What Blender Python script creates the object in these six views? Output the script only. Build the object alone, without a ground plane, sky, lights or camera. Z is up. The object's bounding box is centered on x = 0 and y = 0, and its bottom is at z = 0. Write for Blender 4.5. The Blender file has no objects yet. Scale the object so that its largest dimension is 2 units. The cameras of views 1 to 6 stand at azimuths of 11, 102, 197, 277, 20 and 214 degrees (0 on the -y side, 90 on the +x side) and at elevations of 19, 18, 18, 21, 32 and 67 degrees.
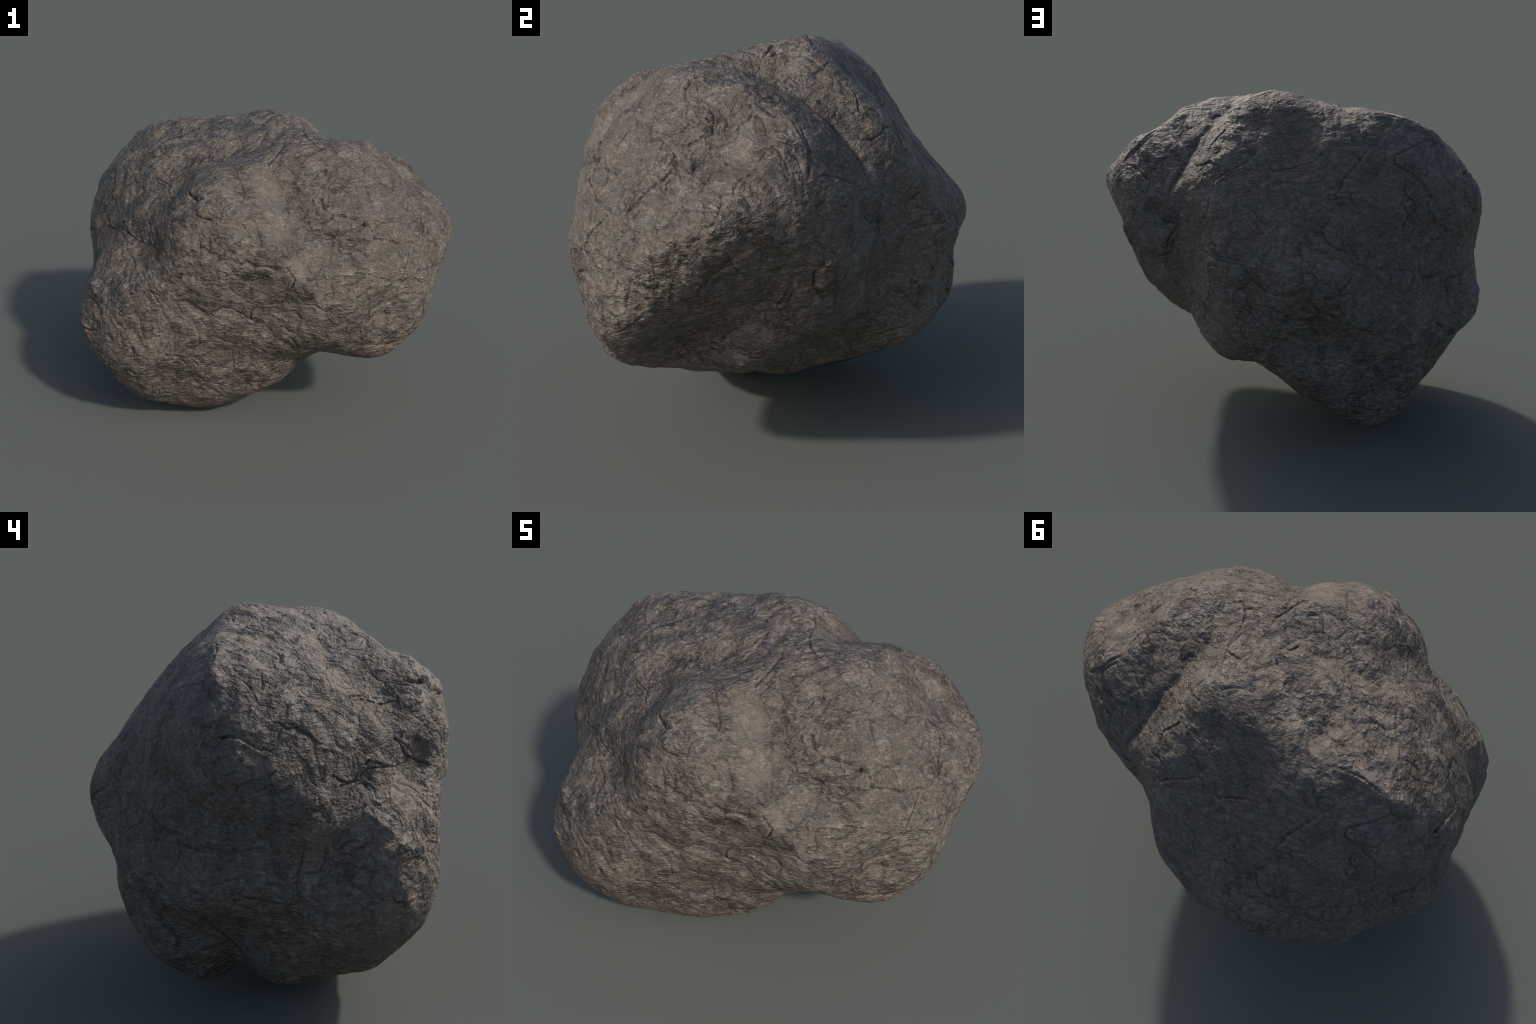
"""A rough, weathered boulder.

The stone is built in four passes on one fine sphere mesh:
  1. MASS      - broad swells, shoulders, knobs and hollows (rounded lobes added round a core)
  2. RELIEF    - soft lumps and broken plates from gradient noise and cell noise
  3. FRACTURES - cracks and small ledges that run over the skin along short guide lines
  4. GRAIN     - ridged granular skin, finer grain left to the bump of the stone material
"""
import bpy
import bmesh
import math
import numpy as np

rng = np.random.default_rng(20)

# ---------------------------------------------------------------- 1. mass
CENTRE = np.array((0.0, -0.05, 0.95))
CORE_RADIUS = 0.7501
# each lobe: (azimuth deg, elevation deg, angular spread deg, swell in metres; negative = hollow)
LOBES = {
    "broad_mass": [
        (43.2, -64.2, 27.26, -0.0786), (179.6, -32.9, 25.64, 0.4244),
    ],
    "shoulders": [
        (-170.1, -62.8, 18.89, 0.1362), (-58.5, 72.8, 18.74, -0.1421), (88.1, 38.2, 16.42, -0.0771), (-147.9, 49.2, 16.26, -0.0597),
        (-10.8, -8.8, 15.09, 0.2848), (-126.0, 17.7, 14.66, 0.0963), (135.9, 69.8, 14.24, -0.0814), (30.0, 2.1, 13.28, 0.0763),
    ],
    "knobs_and_hollows": [
        (165.2, 24.2, 12.95, 0.1797), (113.4, -23.5, 12.95, 0.2649), (-1.3, 57.2, 12.92, 0.1111), (180.0, -17.2, 11.82, -0.0926),
        (-72.5, -54.2, 11.50, 0.0843), (-120.5, 60.3, 11.49, -0.0778), (83.1, -4.1, 11.21, 0.0471), (80.3, -35.1, 11.05, 0.1167),
        (-83.6, -19.7, 11.02, -0.0676), (54.6, -1.5, 10.91, -0.0623), (145.4, 55.4, 10.88, 0.0512), (112.8, -8.4, 10.73, 0.1625),
        (-109.1, -17.1, 10.64, -0.0251), (10.1, -36.3, 10.60, 0.0849), (168.2, -31.6, 10.49, -0.1510), (-134.8, -27.3, 10.47, 0.1432),
        (-42.3, -27.6, 10.25, 0.1103), (-131.2, 6.6, 10.17, -0.1381), (34.5, -32.5, 10.16, -0.0575), (-131.4, 31.2, 10.15, -0.0914),
        (-51.0, -50.8, 10.13, -0.0916), (31.7, -23.7, 10.02, 0.0686), (143.6, -15.4, 9.75, 0.1263), (92.7, 72.5, 9.58, 0.0430),
        (-43.9, -14.0, 9.53, -0.0346), (-11.7, 22.2, 9.44, 0.0598), (111.6, 30.6, 9.36, -0.0431), (19.1, 15.7, 9.33, 0.1295),
        (-93.5, -40.0, 9.27, -0.0559), (108.6, -57.2, 9.27, -0.0909), (-127.8, -67.8, 9.18, 0.0473), (-171.5, -36.6, 9.14, -0.0633),
        (43.1, -65.8, 9.09, 0.0482), (-71.7, -47.0, 9.08, -0.0600), (-156.2, -45.1, 9.06, -0.1469), (-169.0, 28.2, 9.04, 0.0495),
        (-129.6, -4.3, 8.96, 0.0895), (109.0, -71.2, 8.81, -0.1055), (8.8, 58.7, 8.78, -0.1364), (159.0, -84.9, 8.58, -0.0450),
        (69.8, 3.2, 8.56, -0.0371), (-93.1, 36.5, 8.54, 0.1107), (120.4, -44.9, 8.54, 0.1339), (-70.3, 36.7, 8.52, -0.0993),
    ],
    "small_dents": [
        (-47.8, -8.7, 8.46, 0.0698), (44.7, 40.6, 8.39, -0.0647), (132.5, -48.8, 8.25, 0.1676), (62.2, -16.1, 8.23, -0.0377),
        (112.2, -22.6, 8.11, -0.1645), (-149.1, -17.3, 8.09, 0.0785), (-148.1, -45.5, 8.06, 0.1457), (-172.3, 58.7, 7.94, -0.0301),
        (-145.8, -2.7, 7.87, 0.0625), (32.6, 51.8, 7.76, -0.0663), (58.6, 12.8, 7.72, -0.0284), (-11.7, -5.7, 7.60, -0.0502),
        (78.7, 57.4, 7.59, -0.0359), (-35.4, 6.6, 7.55, 0.0469), (107.1, 47.8, 7.55, -0.0525), (-2.7, -17.8, 7.54, -0.1076),
        (167.9, -18.5, 7.49, 0.1404), (-157.9, 7.4, 7.45, -0.0359), (148.0, -13.3, 7.43, -0.0534), (-170.0, 7.7, 7.35, 0.0662),
        (0.5, -29.6, 7.30, -0.0550), (-72.5, -9.9, 7.26, -0.0472), (0.8, 7.8, 7.25, 0.1058), (11.4, -17.3, 7.25, -0.0302),
        (-50.6, 42.2, 7.23, -0.0230), (-91.7, 38.9, 7.19, -0.1225), (110.4, -12.2, 7.18, -0.1387), (-86.2, -5.0, 7.16, -0.0192),
        (-65.1, 20.4, 7.15, -0.0659), (175.0, 7.9, 7.13, 0.0907), (-26.4, -60.8, 7.10, -0.0210), (163.0, 42.2, 7.08, 0.0516),
        (23.1, 30.9, 7.03, 0.0442), (-164.1, 43.7, 7.02, 0.0306), (50.0, 27.2, 7.01, -0.0341), (174.7, 3.9, 6.86, -0.0654),
        (-25.7, -32.0, 6.85, 0.0835), (-37.1, 21.4, 6.84, 0.0244), (30.4, 66.1, 6.79, -0.0289), (158.4, -3.8, 6.72, -0.0361),
        (-49.1, -33.8, 6.66, -0.0547), (-15.6, -44.0, 6.62, 0.0371), (160.8, -60.7, 6.55, -0.1709), (161.9, -44.5, 6.51, -0.1668),
        (143.4, 18.3, 6.42, 0.0289), (124.0, -20.4, 6.42, -0.0795), (-54.6, 13.2, 6.39, -0.0377), (65.9, -52.6, 6.29, 0.0337),
        (-104.8, -55.0, 6.28, 0.0158), (156.4, -43.1, 6.20, 0.1375), (-16.7, 58.0, 6.07, -0.0398), (146.1, -35.4, 6.04, 0.0625),
        (-161.9, -10.3, 5.99, -0.0321), (124.6, -57.7, 5.86, -0.0744), (168.7, -22.4, 5.72, -0.0674), (122.6, -47.4, 5.68, -0.0914),
        (154.2, -61.4, 5.63, 0.1533), (-23.1, -18.8, 5.41, 0.0439), (120.5, 65.1, 5.37, 0.0187), (97.5, -10.3, 5.34, -0.0402),
        (13.1, 24.8, 5.08, 0.0210), (10.1, 10.9, 4.94, 0.0517), (92.2, -38.1, 4.61, -0.0300), (11.6, 42.0, 4.55, 0.0169),
        (151.8, -53.9, 4.53, 0.0837), (-10.6, -27.0, 4.44, -0.0195),
    ],
}

# hand-sized lumps and chipped hollows on the skin: (azimuth, elevation, spread, height in metres)
KNOBS = [
    (-98.9, 39.8, 3.00, 0.013), (-110.3, 30.8, 2.25, -0.013), (-101.0, 26.7, 2.25, 0.009), (-74.1, 17.2, 3.75, 0.011), (-82.0, 1.0, 3.00, -0.013),
    (-110.0, 15.4, 3.00, 0.009), (-124.9, 10.1, 2.25, -0.009), (-50.2, 30.2, 2.25, -0.013), (-39.2, 30.4, 3.00, 0.011), (-55.8, 41.5, 2.25, 0.005),
    (-37.2, 18.2, 2.25, -0.007), (-44.5, 13.8, 3.00, 0.007), (-35.6, -12.1, 2.62, -0.013), (-31.3, -19.3, 3.00, 0.009), (-39.2, -3.0, 2.25, 0.007),
    (-60.2, -3.4, 2.25, 0.006), (-94.3, -11.6, 3.00, -0.007), (-105.3, -1.0, 3.00, 0.007), (-141.7, 20.3, 3.00, 0.009), (-152.3, 7.8, 2.25, -0.007),
    (-129.5, 0.9, 1.88, -0.009), (-131.8, -6.4, 3.00, 0.007), (-125.2, 25.4, 2.25, -0.007), (-156.8, 43.1, 2.25, -0.007), (-176.7, 52.7, 2.25, 0.007),
    (-123.6, 64.4, 2.25, -0.006), (-82.6, 79.7, 2.25, -0.008), (-66.5, 52.9, 2.25, 0.007), (-53.1, 47.4, 2.25, -0.007), (-29.7, 46.8, 3.00, 0.007),
    (1.2, 30.8, 2.62, -0.004), (-10.9, 21.8, 3.00, 0.007), (-142.1, -17.1, 2.25, -0.009), (-126.9, -21.5, 3.00, 0.005), (-73.7, -31.0, 3.00, -0.004),
    (-113.1, -18.6, 3.00, 0.005), (-81.9, -47.6, 2.25, 0.006),
    (24.7, -1.8, 3.00, -0.005), (31.6, -2.0, 3.00, 0.012), (70.9, 10.1, 2.25, -0.010), (80.5, 4.0, 2.62, 0.010), (-6.1, 33.2, 3.00, 0.008),
    (5.6, 41.7, 3.00, 0.008), (18.2, 26.0, 2.25, 0.010), (-3.4, 0.1, 2.25, -0.008), (-9.3, -31.5, 1.88, -0.009), (52.0, -28.2, 2.25, -0.010),
    (12.5, 35.7, 2.25, 0.008), (53.0, 5.2, 3.00, -0.008),
    (116.5, 13.6, 2.62, -0.014), (122.1, 13.5, 3.00, 0.010), (44.7, 9.5, 2.25, -0.014), (53.3, 17.0, 3.00, 0.006), (115.1, -27.0, 2.25, -0.010),
    (116.3, -30.9, 3.00, 0.008), (133.5, -13.4, 1.88, -0.010), (84.6, 40.9, 1.88, -0.007), (152.9, -0.6, 2.62, 0.011), (150.8, -5.6, 1.88, -0.010),
    (68.9, 7.6, 2.25, -0.009), (95.4, -23.9, 3.00, 0.006), (132.2, 20.3, 2.25, 0.006), (146.2, 21.1, 2.25, -0.008),
    (167.5, 21.7, 2.25, -0.014), (172.2, 15.6, 3.00, 0.010), (150.6, -4.6, 1.88, -0.011), (147.1, 0.4, 3.00, 0.008), (155.9, -8.6, 2.25, -0.009),
    (163.7, -9.0, 2.62, 0.008), (-160.1, -5.2, 2.25, -0.011), (-156.6, -8.1, 3.00, 0.008), (-167.1, -17.7, 1.88, -0.009), (-173.2, -14.6, 3.00, 0.008),
    (-176.4, -22.2, 2.25, -0.005),
]

# ---------------------------------------------------------------- 3. fractures
# each: (kind, face it lies on, guide points as (azimuth deg, elevation deg) seen from CENTRE)
FRACTURES = [
    ("crack", "front_left", [(-152.4, 36.9), (-150.2, 35.1), (-144.3, 34.8), (-139.5, 35.3), (-129.3, 32.4)]),
    ("crack", "front", [(-103.5, 51.5), (-96.3, 47.2), (-94.1, 43.9), (-90.6, 39.8), (-88.6, 35.9), (-88.7, 32.6)]),
    ("crack", "front_left", [(-117.5, 35.1), (-113.3, 32.4), (-108.6, 30.8), (-105.4, 31.5), (-103.1, 32.5)]),
    ("crack", "front", [(-106.6, 25.7), (-105.0, 25.0), (-101.7, 24.4), (-99.0, 23.6)]),
    ("hairline", "front", [(-95.4, 29.5), (-96.0, 27.1), (-96.2, 24.9)]),
    ("crack", "front_left", [(-164.2, 10.0), (-160.8, 8.9), (-156.2, 9.2), (-153.3, 11.7), (-148.9, 14.4), (-143.3, 11.5), (-141.2, 10.8), (-131.8, 12.0)]),
    ("crack", "front_left", [(-135.8, 19.3), (-132.9, 16.4), (-131.3, 12.1), (-124.1, 8.0), (-119.5, 4.9)]),
    ("crack", "front_left", [(-131.1, 1.0), (-127.6, 0.1), (-122.6, -3.6), (-119.0, -9.3), (-117.8, -15.7)]),
    ("hairline", "front_left", [(-155.9, 44.4), (-151.7, 47.8), (-146.8, 51.3), (-145.1, 54.5)]),
    ("crack", "front_left", [(-178.5, 44.2), (-166.0, 46.3), (-162.0, 45.2)]),
    ("hairline", "front_left", [(-167.5, 54.6), (-159.7, 56.3)]),
    ("hairline", "front", [(-99.2, 19.8), (-98.1, 16.8)]),
    ("fissure", "front", [(-89.6, 9.1), (-85.4, 9.9), (-82.6, 8.3), (-78.8, 8.2), (-74.3, 7.0)]),
    ("crack", "front", [(-71.4, 8.3), (-69.5, 5.1), (-68.1, 2.2), (-69.2, -0.9), (-70.9, -3.5)]),
    ("crack", "front", [(47.1, 69.3), (20.8, 69.6), (-17.4, 68.5), (-27.2, 65.1), (-29.9, 61.4), (-29.7, 57.5)]),
    ("crack", "front", [(-92.7, 75.7), (-90.3, 79.9), (-81.5, 81.9)]),
    ("crack", "front", [(-44.5, 72.0), (-54.9, 66.1), (-66.8, 59.3), (-74.4, 53.0), (-75.6, 50.7)]),
    ("crack", "front", [(-0.2, 50.6), (-14.8, 46.3), (-13.8, 42.2), (-11.6, 39.3), (-14.7, 38.7), (-18.2, 39.2)]),
    ("fissure", "front", [(-60.7, 24.1), (-58.3, 22.4), (-54.9, 21.8), (-51.9, 22.8), (-49.2, 24.2), (-46.3, 24.0), (-43.3, 22.3), (-40.8, 20.6), (-39.9, 18.9), (-36.8, 18.7), (-36.3, 16.7), (-36.7, 14.1)]),
    ("fissure", "front", [(-51.1, 33.5), (-51.5, 30.7), (-51.7, 28.0), (-50.7, 26.2)]),
    ("crack", "front", [(-33.5, 18.8), (-29.6, 17.4), (-28.1, 14.7), (-28.9, 12.2)]),
    ("crack", "front", [(-36.0, 16.2), (-36.4, 13.5), (-31.6, 11.6), (-28.2, 9.8), (-26.2, 9.3)]),
    ("crack", "front", [(-23.5, 9.4), (-23.3, 7.3), (-26.1, 4.3), (-28.6, 0.7), (-29.9, -3.3)]),
    ("crack", "front", [(-28.4, 31.6), (-30.0, 27.6), (-30.9, 24.1), (-30.8, 20.6)]),
    ("hairline", "front", [(-39.9, 16.1), (-40.6, 14.5), (-40.5, 13.3)]),
    ("hairline", "front", [(-58.4, 7.2), (-58.0, 4.4), (-56.8, 1.6), (-57.3, -0.6)]),
    ("crack", "front", [(-57.5, -4.1), (-55.3, -3.4)]),
    ("hairline", "front", [(-60.7, -7.9), (-58.1, -9.4), (-56.0, -10.5)]),
    ("hairline", "front", [(-49.8, -8.5), (-47.0, -8.3), (-43.9, -8.7)]),
    ("fissure", "front", [(-43.5, -16.9), (-43.0, -15.0), (-40.2, -12.1), (-37.2, -10.8), (-33.2, -8.6), (-30.7, -7.0), (-27.3, -7.0), (-22.3, -8.1)]),
    ("hairline", "front", [(-43.7, -16.9), (-42.4, -21.7), (-38.8, -28.2)]),
    ("crack", "front", [(-81.1, -10.4), (-77.8, -6.9), (-72.8, -3.3), (-70.0, -1.9), (-68.8, 1.6)]),
    ("crack", "front", [(-83.1, -10.8), (-85.4, -14.1), (-85.9, -18.8)]),
    ("crack", "front", [(-103.4, -14.4), (-96.9, -11.2), (-93.0, -12.2), (-88.2, -16.5), (-83.5, -19.7)]),
    ("hairline", "front", [(-96.7, -33.7), (-96.9, -41.1), (-97.7, -45.4), (-99.5, -49.1)]),
    ("hairline", "front", [(-118.9, -41.8), (-121.5, -45.9), (-127.8, -49.2), (-130.3, -49.8)]),
    ("hairline", "front", [(-115.6, -42.8), (-113.7, -46.1), (-108.9, -50.2), (-105.7, -51.5)]),
    ("hairline", "front", [(-138.8, -8.8), (-136.2, -8.8), (-132.7, -10.9), (-130.8, -12.3), (-127.0, -11.7), (-124.3, -12.1)]),
    ("crack", "front", [(-148.3, -18.3), (-143.8, -18.5), (-140.8, -17.6), (-140.5, -15.5)]),
    ("hairline", "front", [(-120.4, -28.0), (-117.8, -29.8), (-113.2, -33.4), (-112.4, -37.8), (-105.7, -41.0)]),
    ("hairline", "front", [(-130.7, -41.4), (-127.3, -42.8), (-121.8, -44.7)]),
    ("hairline", "right", [(-9.6, 37.4), (-6.8, 37.0), (-4.6, 37.0), (-2.4, 36.6), (-0.7, 35.5), (-0.4, 32.7), (0.0, 30.2), (-2.5, 28.9), (-3.4, 27.4), (-5.5, 26.4), (-9.9, 25.7)]),
    ("hairline", "right", [(-22.8, 38.1), (-17.5, 37.7), (-13.5, 38.2)]),
    ("crack", "right", [(-27.8, 32.0), (-26.7, 29.6), (-29.5, 27.8), (-30.2, 22.7), (-30.2, 19.9)]),
    ("crack", "right", [(-45.7, 24.4), (-69.9, 17.4), (-39.0, 18.5)]),
    ("crack", "right", [(12.5, 36.1), (10.7, 34.3), (7.8, 33.0), (6.6, 31.2)]),
    ("crack", "right", [(-6.8, 20.7), (-7.0, 18.8), (-8.9, 16.9), (-10.9, 15.0), (-13.3, 13.3), (-15.3, 10.3), (-17.5, 7.2)]),
    ("hairline", "right", [(-3.7, 11.2), (0.0, 11.9), (3.9, 12.0), (7.7, 11.6), (10.1, 12.2)]),
    ("hairline", "right", [(-10.0, 37.2), (-8.8, 34.1), (-7.5, 31.6), (-8.8, 29.2)]),
    ("hairline", "right", [(31.5, 75.9), (22.7, 72.8), (14.3, 69.2)]),
    ("crack", "right", [(44.9, 56.9), (47.6, 57.3), (51.2, 57.6), (60.7, 59.7)]),
    ("crack", "right", [(52.7, 51.5), (58.7, 50.9), (62.1, 49.1), (60.8, 45.2), (58.6, 41.7), (57.8, 39.5), (60.2, 37.6), (62.7, 34.8)]),
    ("crack", "right", [(52.2, 33.7), (52.9, 31.1), (56.9, 30.2), (61.6, 31.0), (65.8, 33.0), (71.9, 32.4)]),
    ("hairline", "right", [(70.9, 28.0), (72.6, 24.7), (74.0, 22.0), (76.1, 20.1)]),
    ("crack", "right", [(24.8, 32.4), (25.7, 28.3), (26.1, 25.1), (25.7, 22.3), (24.7, 19.7)]),
    ("crack", "right", [(15.8, 25.9), (17.6, 24.6), (19.2, 22.6), (20.1, 19.6)]),
    ("hairline", "right", [(27.0, 18.8), (28.7, 19.8), (31.4, 20.2), (34.0, 19.5), (38.4, 18.3)]),
    ("crack", "right", [(46.1, 40.2), (49.0, 42.8), (50.6, 43.4)]),
    ("crack", "right", [(69.5, 5.9), (70.6, 8.2), (74.0, 10.2)]),
    ("crack", "right", [(70.0, 6.3), (73.5, 6.2), (76.7, 4.5), (81.8, 3.5)]),
    ("crack", "right", [(7.8, 4.1), (8.6, 1.6), (10.1, -0.6), (12.2, -2.4)]),
    ("hairline", "right", [(-1.0, 6.2), (0.9, 6.3), (3.3, 7.3)]),
    ("hairline", "right", [(-7.3, -0.8), (-5.6, -1.2), (-3.3, -1.7), (-0.8, -2.1), (1.7, -3.1), (3.6, -4.7)]),
    ("hairline", "right", [(-19.2, -17.9), (-16.4, -16.2), (-14.2, -14.8), (-11.6, -12.7), (-9.4, -11.6), (-7.9, -11.8)]),
    ("crack", "right", [(-5.6, -17.4), (-2.0, -17.4), (1.7, -15.4), (6.7, -12.4)]),
    ("crack", "right", [(-3.2, -26.9), (-0.9, -29.5), (2.6, -31.8), (-0.9, -35.1), (1.6, -38.5)]),
    ("crack", "right", [(53.0, 2.9), (52.0, -1.7), (51.1, -5.9), (46.2, -8.0), (42.7, -8.9)]),
    ("fissure", "right", [(31.5, 1.7), (29.2, 0.2), (26.9, -2.9), (27.3, -6.2), (28.8, -8.3), (31.2, -10.3), (34.2, -9.5)]),
    ("hairline", "right", [(31.7, -10.8), (34.7, -14.1), (34.6, -16.7), (32.6, -20.0), (30.7, -22.9), (35.9, -35.3)]),
    ("crack", "right", [(38.4, -49.8), (36.8, -45.6), (39.7, -41.0), (44.2, -38.3), (47.2, -33.9), (51.6, -31.3)]),
    ("crack", "right", [(62.8, -35.1), (65.4, -32.9), (69.2, -31.0), (73.7, -30.0), (76.3, -28.4)]),
    ("hairline", "right", [(18.6, -12.4), (19.9, -9.5), (22.0, -5.7)]),
    ("hairline", "right", [(78.0, -3.0), (78.8, -6.1), (79.3, -9.7), (81.6, -13.0)]),
    ("hairline", "right", [(74.3, -11.0), (75.2, -15.5), (76.3, -19.5)]),
    ("crack", "back", [(85.7, 42.6), (85.0, 38.2), (81.0, 34.6), (76.7, 31.6), (74.0, 29.4), (72.0, 26.4), (72.6, 23.0), (74.2, 20.3)]),
    ("crack", "back", [(29.0, 19.9), (32.9, 19.2), (37.0, 18.5), (39.1, 18.1), (39.7, 14.1)]),
    ("hairline", "back", [(31.2, 15.2), (32.8, 13.1), (36.3, 12.3)]),
    ("fissure", "back", [(40.8, 12.6), (44.4, 9.4), (46.6, 6.7), (49.2, 5.6), (53.8, 5.9), (51.8, 2.3), (49.7, -1.8), (48.2, -7.3)]),
    ("crack", "back", [(91.2, 18.9), (93.3, 16.1), (96.5, 14.1), (98.9, 13.5)]),
    ("hairline", "back", [(54.3, 13.7), (58.6, 12.2)]),
    ("crack", "back", [(97.2, 34.3), (100.7, 35.5), (105.1, 36.1), (109.4, 37.4), (116.2, 37.7)]),
    ("fissure", "back", [(51.7, 0.8), (58.9, -0.1), (76.1, 0.1), (86.0, -0.4), (90.7, -0.3), (93.9, -3.4), (97.4, -6.1), (100.7, -7.6), (103.8, -7.6), (106.8, -7.5)]),
    ("fissure", "back", [(143.1, 38.3), (139.4, 38.1), (136.4, 35.9), (133.0, 33.3), (130.0, 31.4), (127.1, 29.1), (125.2, 25.6), (123.2, 23.4)]),
    ("fissure", "back", [(160.3, 34.4), (156.3, 34.3), (151.9, 34.0), (147.0, 33.2), (145.9, 31.0), (147.8, 29.1), (149.4, 26.5), (150.7, 22.9), (152.9, 19.1)]),
    ("crack", "back", [(149.8, 25.5), (147.0, 24.6), (145.7, 22.9), (145.9, 20.5), (147.4, 18.3)]),
    ("crack", "back", [(152.8, 18.9), (151.4, 17.2), (151.3, 15.4), (153.4, 13.2), (154.6, 10.0)]),
    ("crack", "back", [(165.4, 15.0), (166.6, 13.0), (168.7, 11.3)]),
    ("fissure", "back", [(120.7, 16.2), (116.8, 13.2), (116.9, 10.8), (117.8, 8.6), (120.8, 6.7), (124.8, 5.3)]),
    ("crack", "back", [(121.0, 5.3), (121.8, 3.2), (123.8, 1.1), (124.4, -0.3), (121.5, -2.4), (119.5, -4.0), (119.7, -5.9), (120.2, -7.3)]),
    ("hairline", "back", [(128.9, 24.6), (128.1, 21.6), (128.9, 20.2)]),
    ("crack", "back", [(143.1, 20.2), (144.7, 14.6), (143.5, 12.1), (143.2, 10.2)]),
    ("crack", "back", [(170.4, 22.0), (165.8, 19.5)]),
    ("fissure", "back", [(148.0, 4.3), (147.8, -2.3), (149.6, -4.0), (154.2, -5.3), (157.4, -4.5), (159.2, -4.1)]),
    ("crack", "back", [(166.3, -6.2), (162.5, -5.9), (159.7, -6.4), (157.7, -7.8), (157.8, -10.0), (156.8, -11.7), (157.0, -13.8)]),
    ("hairline", "back", [(149.8, -15.6), (151.4, -16.9), (155.0, -18.0), (155.3, -20.1)]),
    ("crack", "back", [(121.9, -12.5), (124.5, -14.5), (127.6, -16.1), (129.6, -16.1)]),
    ("crack", "back", [(123.0, -17.0), (126.4, -19.6), (128.4, -21.7), (129.4, -23.5), (132.1, -25.6)]),
    ("crack", "back", [(112.8, -28.8), (115.5, -27.8), (118.2, -28.0), (120.9, -28.2), (123.1, -26.9), (124.6, -27.4), (125.9, -29.5)]),
    ("crack", "back", [(131.9, -26.2), (130.1, -29.3), (128.1, -32.0), (127.2, -34.4), (125.4, -36.5), (126.0, -38.2), (130.4, -38.0), (134.2, -39.2), (139.7, -39.5)]),
    ("hairline", "back", [(138.6, -15.8), (139.7, -22.7)]),
    ("crack", "back", [(133.4, -13.3), (134.4, -12.0), (135.2, -11.4)]),
    ("crack", "back", [(94.0, -4.2), (92.7, -6.2), (88.8, -9.8), (88.6, -12.4), (91.1, -12.7), (93.8, -14.5), (96.9, -16.5), (99.8, -18.2)]),
    ("crack", "back", [(92.6, -17.8), (91.2, -20.7), (92.1, -22.5), (94.3, -23.5)]),
    ("hairline", "back", [(81.7, -10.4), (78.3, -13.6), (75.5, -17.7), (74.0, -21.7)]),
    ("crack", "left", [(165.6, 19.4), (166.7, 21.2), (169.5, 22.1), (172.5, 22.2), (175.3, 21.2), (178.7, 19.9), (-178.3, 19.2), (-176.2, 20.6)]),
    ("hairline", "left", [(162.7, 23.2), (165.8, 24.0), (167.7, 23.3), (167.6, 21.8)]),
    ("crack", "left", [(-176.4, 14.7), (-179.6, 13.1), (177.6, 12.9), (174.8, 11.4), (173.3, 9.5)]),
    ("hairline", "left", [(176.7, 41.3), (177.9, 37.6), (177.8, 34.2), (178.1, 30.9)]),
    ("crack", "left", [(-178.1, 26.4), (-176.1, 25.9), (-173.7, 24.3)]),
    ("crack", "left", [(-164.6, 12.4), (-162.1, 12.0), (-160.2, 10.6), (-157.3, 9.4), (-153.5, 9.2), (-152.6, 11.0), (-149.7, 12.1), (-145.9, 11.6), (-138.5, 9.8), (-131.3, 10.4)]),
    ("hairline", "left", [(-137.9, 19.9), (-132.6, 16.7), (-128.6, 12.3), (-126.1, 9.1)]),
    ("hairline", "left", [(-64.3, 78.6), (-73.8, 75.5), (-81.3, 72.2)]),
    ("hairline", "left", [(174.1, -5.2), (176.5, -4.8), (179.2, -4.2)]),
    ("hairline", "left", [(166.3, -12.7), (169.8, -11.6), (171.7, -10.9), (174.4, -10.6)]),
    ("fissure", "left", [(173.7, -13.7), (176.9, -15.1), (178.9, -15.8), (-178.2, -16.8), (-174.0, -17.6), (-171.9, -16.4)]),
    ("hairline", "left", [(149.2, -14.9), (153.5, -17.6), (155.7, -19.4)]),
    ("crack", "left", [(167.5, -18.2), (168.7, -21.3), (166.5, -28.7), (164.5, -32.9)]),
    ("crack", "left", [(-170.2, -3.2), (-170.8, -5.9), (-171.8, -9.9), (-172.4, -11.7), (-172.6, -13.7), (-171.7, -15.8)]),
    ("crack", "left", [(-165.8, -5.7), (-165.5, -8.6), (-167.2, -10.8), (-169.3, -10.9), (-171.2, -10.3)]),
    ("fissure", "left", [(-162.9, -6.8), (-159.6, -5.2), (-156.2, -4.5)]),
    ("crack", "left", [(-150.8, -15.6), (-150.0, -16.7), (-147.3, -17.9), (-143.5, -18.5)]),
    ("hairline", "left", [(-162.0, -22.9), (-158.9, -22.4), (-156.1, -21.2), (-154.8, -20.5)]),
    ("hairline", "left", [(-163.5, -34.1), (-161.8, -41.3), (-160.9, -47.6)]),
    ("hairline", "left", [(-155.1, -16.5), (-156.8, -18.2), (-159.3, -18.7)]),
    ("fissure", "crown", [(-108.8, 31.5), (-111.8, 32.3), (-115.8, 33.5)]),
    ("crack", "crown", [(-125.7, 30.0), (-131.1, 30.3), (-136.6, 33.5), (-145.9, 33.8), (-149.4, 34.8)]),
    ("fissure", "crown", [(-77.0, 78.1), (-84.9, 72.5), (-94.8, 67.8)]),
    ("hairline", "crown", [(166.3, 52.4), (165.2, 51.0), (168.4, 49.9)]),
    ("crack", "crown", [(15.5, 70.0), (27.0, 74.2), (30.1, 76.9), (7.1, 80.5)]),
    ("crack", "crown", [(-29.9, 57.9), (-30.7, 61.8), (-39.5, 63.6)]),
    ("crack", "crown", [(24.5, 18.9), (25.1, 26.0), (24.0, 30.6), (21.4, 34.7)]),
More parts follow.
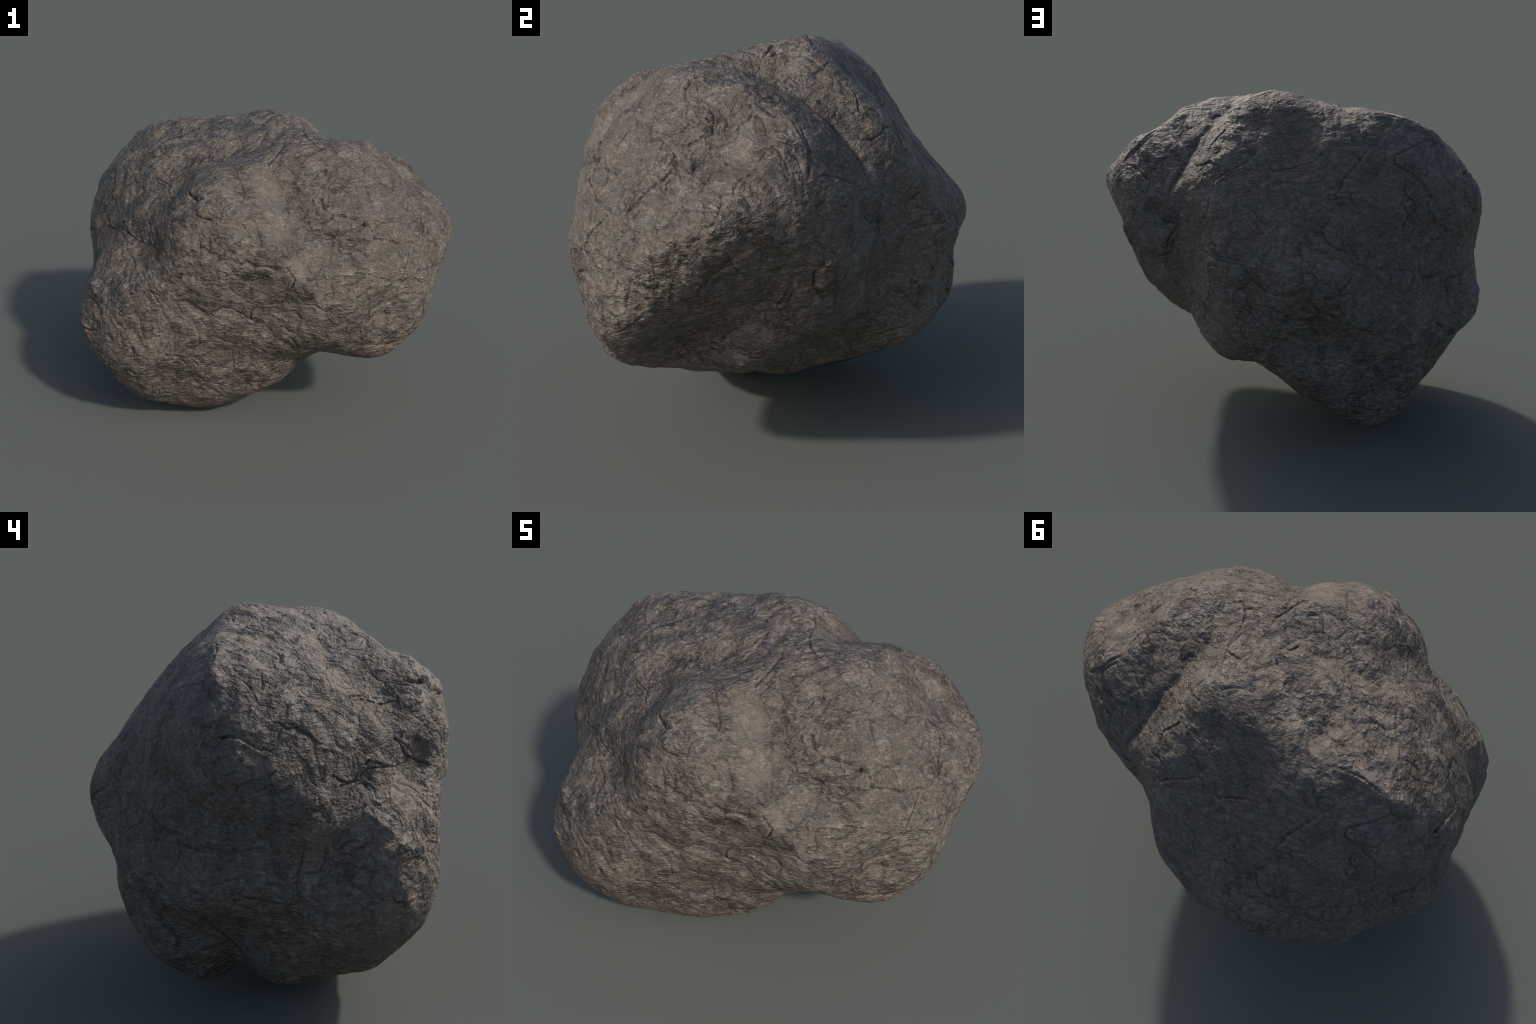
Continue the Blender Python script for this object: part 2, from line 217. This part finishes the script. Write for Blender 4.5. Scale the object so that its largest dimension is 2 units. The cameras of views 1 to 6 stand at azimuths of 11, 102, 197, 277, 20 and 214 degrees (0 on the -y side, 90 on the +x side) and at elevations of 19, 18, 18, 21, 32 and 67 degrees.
    ("crack", "crown", [(151.0, 50.3), (155.5, 47.5), (158.1, 44.8), (160.1, 41.0), (160.8, 39.9)]),
    ("crack", "crown", [(175.2, 42.1), (177.3, 38.9), (177.5, 35.1)]),
    ("fissure", "crown", [(172.6, 21.9), (169.0, 21.7), (165.5, 20.2)]),
    ("valley", "right", [(3.3, 60.4), (14.2, 58.5), (24.3, 52.7), (33.7, 50.0), (39.2, 42.2), (43.9, 34.6), (48.3, 26.9), (48.6, 20.8), (50.4, 15.0)]),
    ("valley", "front", [(-154.1, 44.2), (-144.4, 54.2), (-125.8, 63.3), (-111.8, 73.1), (-96.1, 78.9)]),
    ("valley", "front", [(-119.0, -9.1), (-110.9, -7.4), (-103.4, -14.4), (-96.9, -11.2), (-88.2, -16.5), (-83.5, -19.7)]),
    ("valley", "front", [(-83.5, -18.4), (-77.8, -24.5), (-69.1, -29.7), (-63.1, -35.3)]),
    ("valley", "left", [(149.2, -14.9), (155.7, -19.4), (161.9, -22.9), (164.9, -34.2), (170.6, -44.9)]),
    ("crest", "left", [(125.2, 63.2), (148.0, 53.4), (158.6, 43.9), (161.8, 38.2), (165.0, 32.5), (167.9, 28.1)]),
    ("crest", "right", [(14.0, 47.5), (19.6, 40.7), (22.0, 33.7), (22.4, 28.0), (22.7, 21.9)]),
    ("fissure", "left", [(163.6, -32.3), (167.0, -38.1), (168.9, -43.8), (170.2, -46.3)]),
    ("crest", "right", [(7.6, 13.0), (3.2, 8.1), (-2.8, 5.9), (-8.8, 1.8), (-14.4, -4.4), (-18.4, -11.1)]),
    ("crest", "crown", [(151.7, 54.2), (160.4, 46.3), (163.2, 37.5), (166.6, 31.3)]),
]

# kind: groove depth, groove half width, height of the raised lip, reach of the lip (metres)
FRACTURE_KIND = {
    "hairline": (0.0040, 0.0048, 0.0018, 0.030),
    "crack": (0.0062, 0.0055, 0.0042, 0.045),
    "fissure": (0.0085, 0.0080, 0.0070, 0.055),
    "valley": (0.0135, 0.0220, 0.0, 0.030),
    "crest": (-0.0080, 0.0300, 0.0, 0.030),
}
# front cracks cut deeper so their dark lines show in frontal sunlight
FACE_DEPTH = {"front": 1.35, "front_left": 1.0, "right": 1.0, "back": 0.9, "left": 1.0, "crown": 1.0}
# smoother worn patches: (azimuth, elevation, spread, how much grain is lost)
WORN = [(-78.0, 13.0, 9.0, 0.6), (-72.0, 4.0, 7.0, 0.55), (-66.0, -3.0, 5.0, 0.4)]


def direction(az, el):
    az, el = np.radians(az), np.radians(el)
    return np.stack([np.cos(el) * np.cos(az), np.cos(el) * np.sin(az), np.sin(el)], -1)


# ---------------------------------------------------------------- noise
PERM = rng.permutation(256)
PERM = np.concatenate([PERM, PERM, PERM]).astype(np.int32)
GRAD = rng.normal(size=(256, 3))
GRAD = (GRAD / np.linalg.norm(GRAD, axis=1, keepdims=True)).astype(np.float32)


def gradient_noise(p):
    """Perlin noise at points p (n, 3), about -0.8 to 0.8."""
    p = p.astype(np.float32)
    cell = np.floor(p)
    f = p - cell
    i = cell.astype(np.int32) & 255
    w = f * f * f * (f * (f * 6 - 15) + 10)
    total = np.zeros(len(p), np.float32)
    for dx in (0, 1):
        wx = w[:, 0] if dx else 1 - w[:, 0]
        hx = PERM[i[:, 0] + dx]
        for dy in (0, 1):
            wy = w[:, 1] if dy else 1 - w[:, 1]
            hy = PERM[hx + i[:, 1] + dy]
            for dz in (0, 1):
                wz = w[:, 2] if dz else 1 - w[:, 2]
                g = GRAD[PERM[hy + i[:, 2] + dz] & 255]
                d = g[:, 0] * (f[:, 0] - dx) + g[:, 1] * (f[:, 1] - dy) + g[:, 2] * (f[:, 2] - dz)
                total += wx * wy * wz * d
    return total


def fbm(p, octaves, gain=0.5):
    out, a = 0.0, 1.0
    for k in range(octaves):
        out = out + a * gradient_noise(p * 2.03 ** k + 17.3 * k)
        a *= gain
    return out


def ridged(p):
    return 1.0 - 2.2 * np.abs(gradient_noise(p))


def billow(p):
    """Rounded lumps with sharp creases between them, about 0 to 1."""
    a = np.abs(gradient_noise(p))
    return np.minimum(2.0 * a, 0.45 + 0.9 * a) - 0.4


CELLS = rng.random((256, 3))
TILTS = rng.normal(size=(256, 3)) * 0.6
LEVEL = rng.random(256) - 0.5


def broken_planes(p):
    """Every cell of a jittered lattice is one broken face: its own tilt and its own level.
    Returns the height and the gap between the two nearest cells (0 on the broken edge)."""
    base = np.floor(p).astype(np.int32)
    f = p - base
    f1 = np.full(len(p), 9.0)
    f2 = np.full(len(p), 9.0)
    high = np.zeros(len(p))
    for dx in (-1, 0, 1):
        for dy in (-1, 0, 1):
            for dz in (-1, 0, 1):
                c = (base + [dx, dy, dz]) & 255
                h = PERM[PERM[PERM[c[:, 0]] + c[:, 1]] + c[:, 2]] & 255
                q = CELLS[h] + [dx, dy, dz] - f
                d = np.sqrt((q * q).sum(1))
                nearer = d < f1
                f2 = np.where(nearer, f1, np.minimum(f2, d))
                high = np.where(nearer, LEVEL[h] - (q * TILTS[h]).sum(1), high)
                f1 = np.where(nearer, d, f1)
    return high, f2 - f1


def smooth01(x):
    x = np.clip(x, 0, 1)
    return x * x * (3 - 2 * x)


# ---------------------------------------------------------------- mass on a fine sphere
bm = bmesh.new()
bmesh.ops.create_icosphere(bm, subdivisions=9, radius=1.0)
mesh = bpy.data.meshes.new("boulder")
bm.to_mesh(mesh)
bm.free()
count = len(mesh.vertices)
dirs = np.empty(count * 3, np.float32)
mesh.vertices.foreach_get("co", dirs)
dirs = dirs.reshape(-1, 3).astype(float)
dirs /= np.linalg.norm(dirs, axis=1, keepdims=True)
faces = np.empty(len(mesh.polygons) * 3, np.int32)
mesh.polygons.foreach_get("vertices", faces)
faces = faces.reshape(-1, 3)


def mass_radius(d):
    r = np.full(len(d), CORE_RADIUS)
    d = d.astype(np.float32)
    for lobes in LOBES.values():
        for az, el, spread, swell in lobes:
            k = 1.0 / math.radians(spread) ** 2
            r += swell * np.exp(k * (d @ direction(az, el).astype(np.float32) - 1.0))
    return r


def vertex_normals(p):
    a, b, c = p[faces[:, 0]], p[faces[:, 1]], p[faces[:, 2]]
    fn = np.cross(b - a, c - a)
    n = np.zeros_like(p)
    for axis in range(3):
        for corner in range(3):
            n[:, axis] += np.bincount(faces[:, corner], fn[:, axis], minlength=count)
    return n / np.linalg.norm(n, axis=1, keepdims=True)


skin = CENTRE + dirs * mass_radius(dirs)[:, None]
normal = vertex_normals(skin)

# ---------------------------------------------------------------- relief: lumps and broken plates
height = 0.0050 * fbm(skin * 7.0, 2)
bend = np.stack([fbm(skin * 11.0 + s, 2) for s in (3.1, 41.7, 77.9)], -1)
warped = skin + 0.035 * bend
# broken faces, each tilted and standing a little higher or lower than its neighbours
high, gap = broken_planes(warped * np.array([5.4, 5.4, 6.2]) + 7.0)
height += 0.0050 * high * smooth01(gap / 0.20)
high, gap = broken_planes((skin + 0.022 * bend) * np.array([12.0, 13.0, 13.0]) + 31.0)
height += 0.0026 * high * smooth01(gap / 0.22)
# lumps and chipped hollows, their rims made ragged by the bend of the stone
ragged = warped - CENTRE
ragged = (ragged / np.linalg.norm(ragged, axis=1, keepdims=True)).astype(np.float32)
for az, el, spread, rise in KNOBS:
    k = 1.0 / math.radians(spread) ** 2
    height += 1.1 * rise * np.exp(-np.maximum(k * (1.0 - ragged @ direction(az, el).astype(np.float32)), 0) ** 1.5)
# rounded lumps parted by sharp creases
patchy = smooth01(1.4 * gradient_noise(skin * 5.0 + 9.0) + 0.55)
height += 0.0044 * (0.35 + 0.65 * patchy) * billow(warped * 9.0 + 3.0)
height += 0.0028 * (0.45 + 0.55 * patchy) * billow(warped * np.array([19.0, 20.0, 24.0]) + 60.0)

# ---------------------------------------------------------------- fractures
wander = skin + 0.010 * bend + 0.0035 * np.stack([gradient_noise(skin * 46.0 + s) for s in (5.0, 25.0, 65.0)], -1)


def cut_fracture(kind, face, guide):
    depth, half_width, lip, reach = FRACTURE_KIND[kind]
    if kind in ("hairline", "crack", "fissure"):
        depth, lip = depth * FACE_DEPTH[face], lip * FACE_DEPTH[face]
    d = direction(*np.array(guide, float).T)
    line = CENTRE + d * mass_radius(d)[:, None]
    middle = line.mean(0)
    radius = np.linalg.norm(line - middle, axis=1).max() + 3.2 * reach
    near = np.nonzero(((wander - middle) ** 2).sum(1) < radius ** 2)[0]
    near = near[(normal[near] * d.mean(0)).sum(1) > -0.3]
    p = wander[near]
    best = np.full(len(near), 9.0)
    along = np.zeros(len(near))
    side = np.zeros(len(near))
    lengths = np.linalg.norm(np.diff(line, axis=0), axis=1)
    total, start = lengths.sum(), 0.0
    # the lip stands on the inner side of the bow that the line makes
    out = d.mean(0)
    chord = line[-1] - line[0]
    bow = np.cross(chord, (middle - line[[0, -1]].mean(0))) @ out
    inner = 1.0 if bow < 0 else -1.0
    for a, b, length in zip(line[:-1], line[1:], lengths):
        ab = b - a
        t = np.clip(((p - a) @ ab) / (length * length), 0, 1)
        off = p - a - t[:, None] * ab
        dist = np.sqrt((off * off).sum(1))
        closer = dist < best
        best = np.where(closer, dist, best)
        along = np.where(closer, (start + t * length) / total, along)
        across = np.cross(out, ab / length)
        side = np.where(closer, off @ across, side)
        start += length
    taper = np.clip(np.sin(np.pi * np.clip(along, 0.02, 0.98)) * 1.8, 0, 1) ** 0.7
    groove = np.exp(-(best / half_width) ** 2)
    shelf = np.exp(-best / reach) * smooth01(0.5 + inner * side / (2.2 * half_width))
    height[near] += taper * (lip * shelf - depth * groove)


for kind, face, guide in FRACTURES:
    cut_fracture(kind, face, guide)

# ---------------------------------------------------------------- grain
keep = np.ones(count)
for az, el, spread, loss in WORN:
    keep *= 1 - loss * np.exp((dirs @ direction(az, el) - 1) / math.radians(spread) ** 2)
rough = keep * (0.75 + 0.5 * smooth01(1.5 * gradient_noise(skin * 4.0 + 50.0) + 0.5))
# the skin texture is drawn out where the mass rises steeply, so it runs in curved streaks
flow = 0.45 * skin + 0.55 * (CENTRE + 0.88 * dirs) + 0.010 * bend
grain = 0.62 * billow(flow * np.array([31.0, 35.0, 50.0])) + 0.38 * billow(flow * np.array([64.0, 58.0, 90.0]) + 11.0)
height += 0.0016 * rough * grain

height -= height.mean()
point = skin + normal * height[:, None]
point[:, 2] -= point[:, 2].min()
mesh.vertices.foreach_set("co", point.astype(np.float32).ravel())
mesh.polygons.foreach_set("use_smooth", np.ones(len(mesh.polygons), bool))
mesh.update()

# ---------------------------------------------------------------- stone material
stone = bpy.data.materials.new("weathered_stone")
stone.use_nodes = True
tree = stone.node_tree
tree.nodes.clear()


def node(kind, **settings):
    n = tree.nodes.new(kind)
    for key, v in settings.items():
        if key in n.inputs:
            n.inputs[key].default_value = v
        else:
            setattr(n, key, v)
    return n


def link(a, b):
    tree.links.new(a, b)


def ramp(source, stops, interpolation="LINEAR"):
    n = tree.nodes.new("ShaderNodeValToRGB")
    n.color_ramp.interpolation = interpolation
    while len(n.color_ramp.elements) < len(stops):
        n.color_ramp.elements.new(0.5)
    for e, (pos, col) in zip(n.color_ramp.elements, stops):
        e.position = pos
        e.color = (*col, 1) if isinstance(col, tuple) else (col, col, col, 1)
    link(source, n.inputs[0])
    return n.outputs[0]


def mix(kind, factor, a, b):
    n = tree.nodes.new("ShaderNodeMix")
    n.data_type, n.blend_type = "RGBA", kind
    for socket, v in ((n.inputs[0], factor), (n.inputs[6], a), (n.inputs[7], b)):
        if isinstance(v, (int, float)):
            socket.default_value = v
        elif isinstance(v, tuple):
            socket.default_value = (*v, 1)
        else:
            link(v, socket)
    return n.outputs[2]


def noise(vector, scale, detail, rough=0.55, kind="FBM", distortion=0.0):
    n = tree.nodes.new("ShaderNodeTexNoise")
    n.noise_type = kind
    n.normalize = True
    n.inputs["Scale"].default_value = scale
    n.inputs["Detail"].default_value = detail
    n.inputs["Roughness"].default_value = rough
    n.inputs["Distortion"].default_value = distortion
    link(vector, n.inputs["Vector"])
    return n.outputs["Fac"]


def math_node(op, a, b):
    n = tree.nodes.new("ShaderNodeMath")
    n.operation = op
    for socket, v in zip(n.inputs, (a, b)):
        if isinstance(v, (int, float)):
            socket.default_value = v
        else:
            link(v, socket)
    return n.outputs[0]


coords = node("ShaderNodeTexCoord").outputs["Object"]


def vector_node(op, a, b=None):
    n = tree.nodes.new("ShaderNodeVectorMath")
    n.operation = op
    link(a, n.inputs[0])
    if isinstance(b, tuple):
        n.inputs[1].default_value = b
    elif isinstance(b, float):
        n.inputs["Scale"].default_value = b
    elif b is not None:
        link(b, n.inputs[1])
    return n.outputs[0]


# same drawn-out texture space as the grain: part position, part direction from the centre
from_centre = vector_node("SUBTRACT", coords, tuple(CENTRE))
streak = vector_node("ADD", vector_node("SCALE", from_centre, 0.45),
                     vector_node("SCALE", vector_node("NORMALIZE", from_centre), 0.484))
streak = vector_node("MULTIPLY", streak, (0.80, 1.0, 1.7))

broad = noise(coords, 2.6, 4, 0.6)
patch = noise(coords, 9.0, 4, 0.6)
tint = noise(streak, 130.0, 4, 0.7)


def lumps(vector, scale, distortion):
    """Height of rounded lumps parted by sharp creases, 0 in the crease to about 1."""
    n = noise(vector, scale, 1.5, 0.5, distortion=distortion)
    n = math_node("ABSOLUTE", math_node("SUBTRACT", n, 0.5), 0.0)
    return math_node("POWER", math_node("MULTIPLY", n, 4.2), 0.7)




def warp(vector, scale, amount):
    n = tree.nodes.new("ShaderNodeTexNoise")
    n.inputs["Scale"].default_value = scale
    n.inputs["Detail"].default_value = 2.0
    link(vector, n.inputs["Vector"])
    shift = vector_node("SCALE", vector_node("SUBTRACT", n.outputs["Color"], (0.5, 0.5, 0.5)), amount)
    return vector_node("ADD", vector, shift)


def broken(vector, scale):
    """Tilted broken faces: (height about -0.4 to 0.4, closeness to the broken edge)."""
    cell = tree.nodes.new("ShaderNodeTexVoronoi")
    cell.inputs["Scale"].default_value = scale
    link(vector, cell.inputs["Vector"])
    offset = vector_node("SCALE", vector_node("SUBTRACT", vector, cell.outputs["Position"]), float(scale))
    tilt = vector_node("SUBTRACT", cell.outputs["Color"], (0.5, 0.5, 0.5))
    dot = tree.nodes.new("ShaderNodeVectorMath")
    dot.operation = "DOT_PRODUCT"
    link(offset, dot.inputs[0])
    link(tilt, dot.inputs[1])
    split = tree.nodes.new("ShaderNodeSeparateColor")
    link(cell.outputs["Color"], split.inputs[0])
    level = math_node("MULTIPLY", math_node("SUBTRACT", split.outputs[2], 0.5), 0.35)
    rim = tree.nodes.new("ShaderNodeTexVoronoi")
    rim.feature = "DISTANCE_TO_EDGE"
    rim.inputs["Scale"].default_value = scale
    link(vector, rim.inputs["Vector"])
    return math_node("ADD", dot.outputs["Value"], level), rim.outputs["Distance"]


blocks = lumps(coords, 7.5, 0.6)
faces_big, rim_big = broken(warp(coords, 16.0, 0.07), 13.0)
faces_small, rim_small = broken(warp(streak, 30.0, 0.035), 30.0)
grains = lumps(streak, 36.0, 0.0)
scales = noise(streak, 36.0, 3, 0.6)
grit = noise(streak, 68.0, 3, 0.65)
rough_noise = noise(coords, 4.5, 2, 0.5)
roughness_here = ramp(rough_noise, [(0.36, 0.3), (0.60, 1.0)])
cracked_here = ramp(noise(coords, 6.0, 2, 0.5), [(0.47, 0.0), (0.60, 1.0)])

# colour: brown stone, tan on the lumps, creases darkened to paint in their shade
colour = ramp(patch, [(0.30, (0.100, 0.085, 0.073)), (0.50, (0.150, 0.127, 0.109)), (0.70, (0.205, 0.177, 0.153))])
colour = mix("MIX", ramp(broad, [(0.38, 0.0), (0.62, 0.6)]), colour, (0.145, 0.119, 0.099))
colour = mix("MULTIPLY", roughness_here, colour, ramp(grains, [(0.0, 0.70), (0.25, 0.96), (0.80, 1.10)]))
colour = mix("MULTIPLY", 1.0, colour, ramp(scales, [(0.30, 0.70), (0.48, 0.98), (0.68, 1.28)]))
colour = mix("MULTIPLY", 1.0, colour, ramp(grit, [(0.28, 0.66), (0.48, 0.98), (0.72, 1.38)]))
colour = mix("MULTIPLY", cracked_here, colour, ramp(rim_big, [(0.0, 0.46), (0.035, 0.82), (0.12, 1.0)]))
colour = mix("MULTIPLY", cracked_here, colour, ramp(rim_small, [(0.0, 0.68), (0.06, 0.95), (0.15, 1.0)]))
colour = mix("MULTIPLY", 1.0, colour, ramp(blocks, [(0.0, 0.52), (0.06, 0.90), (0.4, 1.04)]))
# paler, smoother worn patches on the front: (x, y, z, radius)
WORN_PALE = [(0.11, -0.54, 1.35, 0.12), (0.19, -0.65, 1.21, 0.1), (0.28, -0.72, 1.04, 0.075)]
worn = None
ragged_coords = warp(coords, 12.0, 0.09)
for x, y, z, radius in WORN_PALE:
    reach = tree.nodes.new("ShaderNodeVectorMath")
    reach.operation = "DISTANCE"
    link(ragged_coords, reach.inputs[0])
    reach.inputs[1].default_value = (x, y, z)
    near = ramp(math_node("DIVIDE", reach.outputs["Value"], radius * 1.4), [(0.35, 1.0), (0.9, 0.0)])
    worn = near if worn is None else math_node("MAXIMUM", worn, near)
colour = mix("MIX", math_node("MULTIPLY", worn, 0.5), colour, (0.168, 0.144, 0.123))
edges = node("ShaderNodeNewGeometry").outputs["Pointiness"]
colour = mix("MULTIPLY", 0.9, colour, ramp(edges, [(0.41, 0.12), (0.470, 0.58), (0.503, 1.0), (0.56, 1.22)]))  # occlusion baked into the colour: hollows darkened, raised edges lightened

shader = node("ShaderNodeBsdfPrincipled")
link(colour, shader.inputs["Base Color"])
shader.inputs["Roughness"].default_value = 0.6
shader.inputs["Specular IOR Level"].default_value = 0.5
shader.inputs["Specular Tint"].default_value = (1.0, 0.86, 0.75, 1)

# relief too fine to stand out on the outline, heights in metres
relief = math_node("MULTIPLY", math_node("ADD", math_node("MULTIPLY", faces_small, 0.0180), math_node("MULTIPLY", grains, 0.0026)), roughness_here)
for layer, depth in ((blocks, 0.0130), (faces_big, 0.0440), (scales, 0.0140), (grit, 0.0105)):
    relief = math_node("ADD", relief, math_node("MULTIPLY", layer, depth))
relief = math_node("MULTIPLY", relief, math_node("SUBTRACT", 1.0, math_node("MULTIPLY", worn, 0.55)))
skin_bump = node("ShaderNodeBump")
skin_bump.inputs["Strength"].default_value = 1.0
skin_bump.inputs["Distance"].default_value = 1.0
link(relief, skin_bump.inputs["Height"])
link(skin_bump.outputs[0], shader.inputs["Normal"])
output = node("ShaderNodeOutputMaterial")
link(shader.outputs[0], output.inputs["Surface"])
mesh.materials.append(stone)

boulder = bpy.data.objects.new("boulder", mesh)
bpy.context.collection.objects.link(boulder)
boulder["label"] = "rough weathered grey-brown boulder with cracks and rounded lobes"
boulder["category"] = "boulder"
